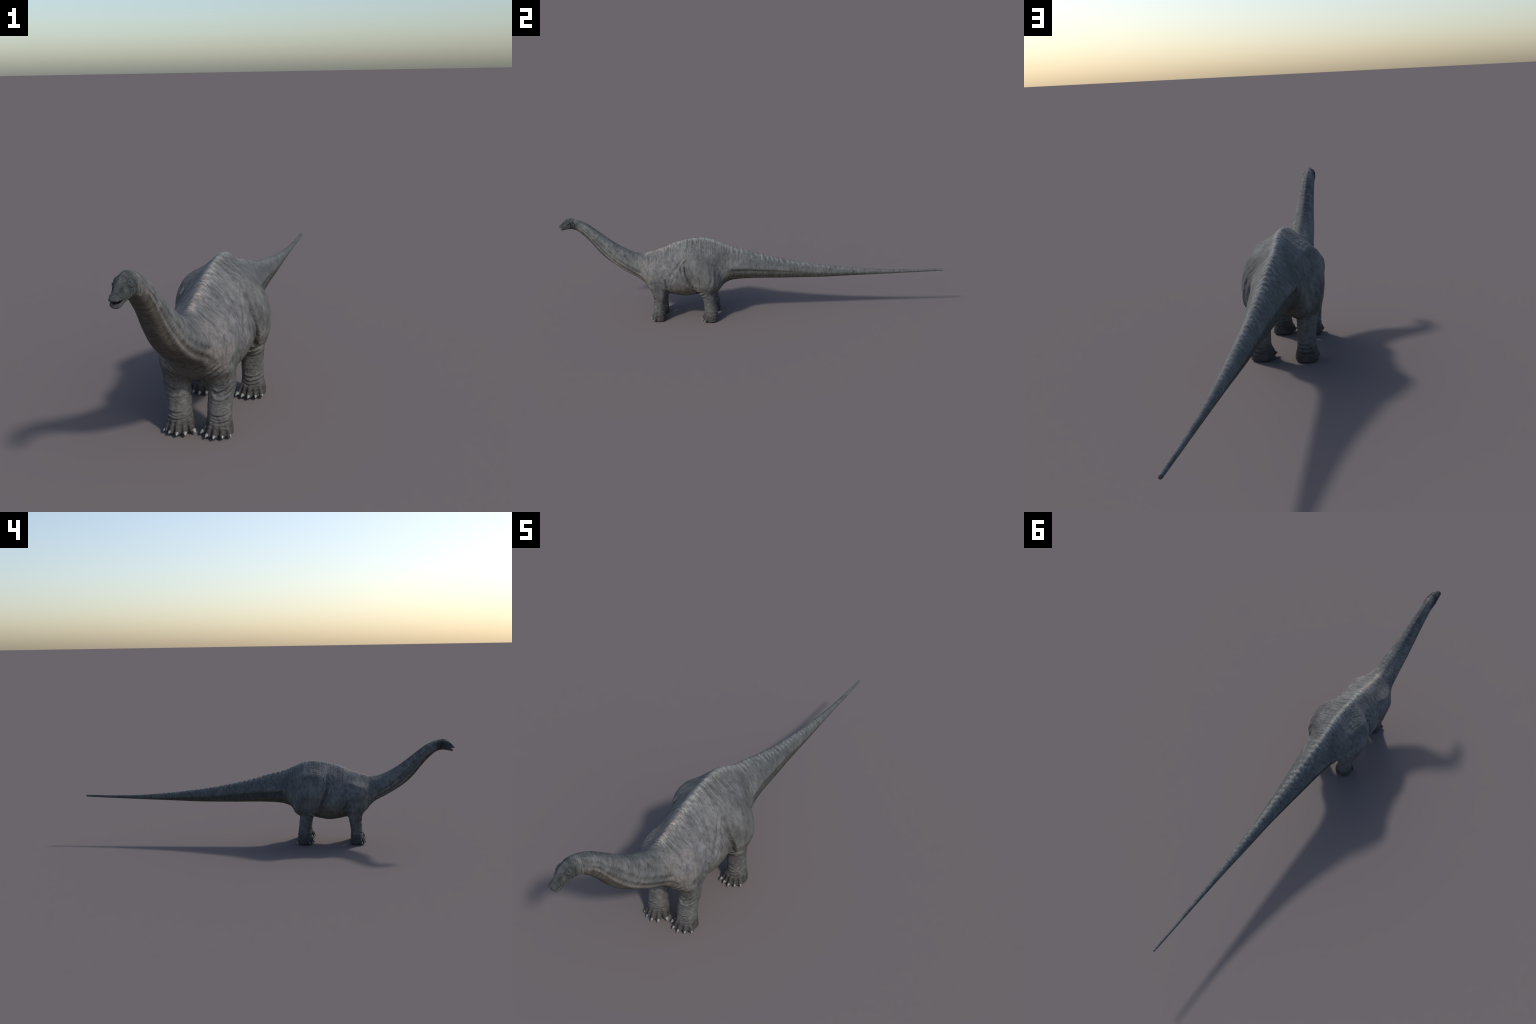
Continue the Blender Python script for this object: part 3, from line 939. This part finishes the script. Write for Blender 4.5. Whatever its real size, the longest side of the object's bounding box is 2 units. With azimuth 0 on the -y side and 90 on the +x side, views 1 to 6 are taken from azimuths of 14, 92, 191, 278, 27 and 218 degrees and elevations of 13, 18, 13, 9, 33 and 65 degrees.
def build():
    skin = skin_material()
    horn = plain_material("pale_horn", (.15, .158, .156), (.265, .278, .274), 260, .5, (1, 1, .5))
    tongue_mat = plain_material("dark_mouth_lining", (.045, .055, .062), (.11, .13, .14), 300, .45)
    eye_mat = eye_material()

    thing = bpy.data.objects.new("sauropod_dinosaur", None)
    bpy.context.scene.collection.objects.link(thing)
    thing["label"] = "grey long-necked sauropod dinosaur standing on four legs, mouth open"
    thing["category"] = "dinosaur"

    P, Q, polys = build_skin()
    normals = vertex_normals(P, Q, polys)

    # which region of the body a face belongs to
    def region(c):
        y, z = c[:, 1], c[:, 2]
        r = np.full(len(c), 2)                                     # torso
        r[(y + .35 * (z - .52)) < -.915] = 0                       # head
        r[(r == 2) & (y + .25 * (z - .28) < -.572) & (z > .18)] = 1   # neck
        r[(r == 2) & (y - .25 * (z - .28) > -.135) & (z > .1)] = 3    # tail
        k = 2 + 4
        fore = np.minimum(limb(c, FORE, .25), muscle(c, SHOULDER)) < .003
        r[(r == 2) & fore & (z < .225) & (np.abs(c[:, 0]) > .02) & (y < -.38)] = 4
        hind = np.minimum(limb(c, HIND, .28), muscle(c, THIGH)) < .003
        r[(r == 2) & ((hind & (z < .36)) | (z < .11)) & (np.abs(c[:, 0]) > .02) & (y > -.38) & ((np.abs(c[:, 0]) > .095) | (z < .17))] = k
        r[(z < .045) & (y < -.38)] = 5
        r[(z < .045) & (y > -.38)] = 7
        return r

    # right side = -x, left side = +x gives each limb an object of its own
    cq = P[Q].mean(1)
    cp = np.array([P[p].mean(0) for p in polys]) if polys else np.zeros((0, 3))
    rq, rp = region(cq), region(cp)
    parts = {}
    for code, name, sided in ((2, "torso", False), (1, "neck", False), (0, "head", False), (3, "tail", False),
                              (4, "forelimb", True), (5, "forefoot", True), (6, "hindlimb", True), (7, "hindfoot", True)):
        for sgn in ((1, -1) if sided else (0,)):
            sq, sp = rq == code, rp == code
            if sgn:
                sq, sp = sq & (cq[:, 0] * sgn > 0), sp & (cp[:, 0] * sgn > 0)
            parent = parts.get((code - 1, sgn), thing) if code in (5, 7) else thing
            parts[(code, sgn)] = skin_part(name, P, Q[sq], [p for p, k in zip(polys, sp) if k], normals, skin, parent)

    for tips, ankle, code, size in ((FORE_TOES, FORE_ANKLE, 4, .92), (HIND_TOES, HIND_ANKLE, 6, 1.0)):
        for sgn in (1, -1):
            for i, (tx, ty) in enumerate(tips):
                d = np.array([tx - ankle[0], ty - ankle[1]])
                d = d / np.hypot(*d)
                # nails point out from the ankle but lean forward
                d = d * .6 + np.array([0, -.4])
                d = d / np.hypot(*d)
                big = (1.2, 1.06, .98, .82, .70)[i] * size
                out = .0010 + .0022 * max(0, 1 - big)
                base = np.array([tx + d[0] * out, ty + d[1] * out, .0108])
                claw(parts[(code, sgn)], horn, (sgn * base[0], base[1], base[2]), (sgn * d[0], d[1], -.20), .0094 * big, .0056 * big)

    # eyes sit in the hollow of the lid mound
    for sgn in (1, -1):
        e = snapped([(.0170, -.9503, .5338)])[0]
        n = gradient(e[None])[0]
        n /= np.linalg.norm(n)
        bpy_mesh = bpy.data.meshes.get("eye")
        if bpy_mesh is None:
            V, F, ru, rv = [], [], 16, 24
            rad = .0042
            for i in range(ru + 1):
                a = np.pi * i / ru
                for j in range(rv):
                    b = 2 * np.pi * j / rv
                    V.append((rad * np.cos(a), rad * np.sin(a) * np.cos(b), .62 * rad * np.sin(a) * np.sin(b)))
            for i in range(ru):
                for j in range(rv):
                    F.append((i * rv + j, i * rv + (j + 1) % rv, (i + 1) * rv + (j + 1) % rv, (i + 1) * rv + j)[::-1])
            ob = mesh_object("eye", V, F, eye_mat, parts[(0, 0)])
            bpy_mesh = ob.data
        else:
            ob = bpy.data.objects.new("eye", bpy_mesh)
            bpy.context.scene.collection.objects.link(ob)
            ob.parent = parts[(0, 0)]
        p = e - n * .0026
        ob.location = (sgn * p[0], p[1], p[2])
        ob.rotation_mode = "QUATERNION"
        ob.rotation_quaternion = Vector((sgn * n[0], n[1], n[2])).to_track_quat("X", "Z")

    # tongue: a low rounded slab lying on the floor of the mouth
    V, F, rows, seg = [], [], 12, 16
    for i in range(rows + 1):
        t = i / rows
        yy = -.970 - .0165 * t
        w = .0070 * (1 - t ** 3) ** .5 + .0005
        for j in range(seg):
            a = 2 * np.pi * j / seg
            V.append((w * np.cos(a), yy, .4985 - .0018 * t + .0016 * np.sin(a) * (1 - .6 * t)))
    for i in range(rows):
        for j in range(seg):
            k = (j + 1) % seg
            F.append((i * seg + j, i * seg + k, (i + 1) * seg + k, (i + 1) * seg + j))
    F.append(tuple(range(seg - 1, -1, -1)))
    F.append(tuple(rows * seg + j for j in range(seg)))
    mesh_object("tongue", V, F, tongue_mat, parts[(0, 0)])


build()
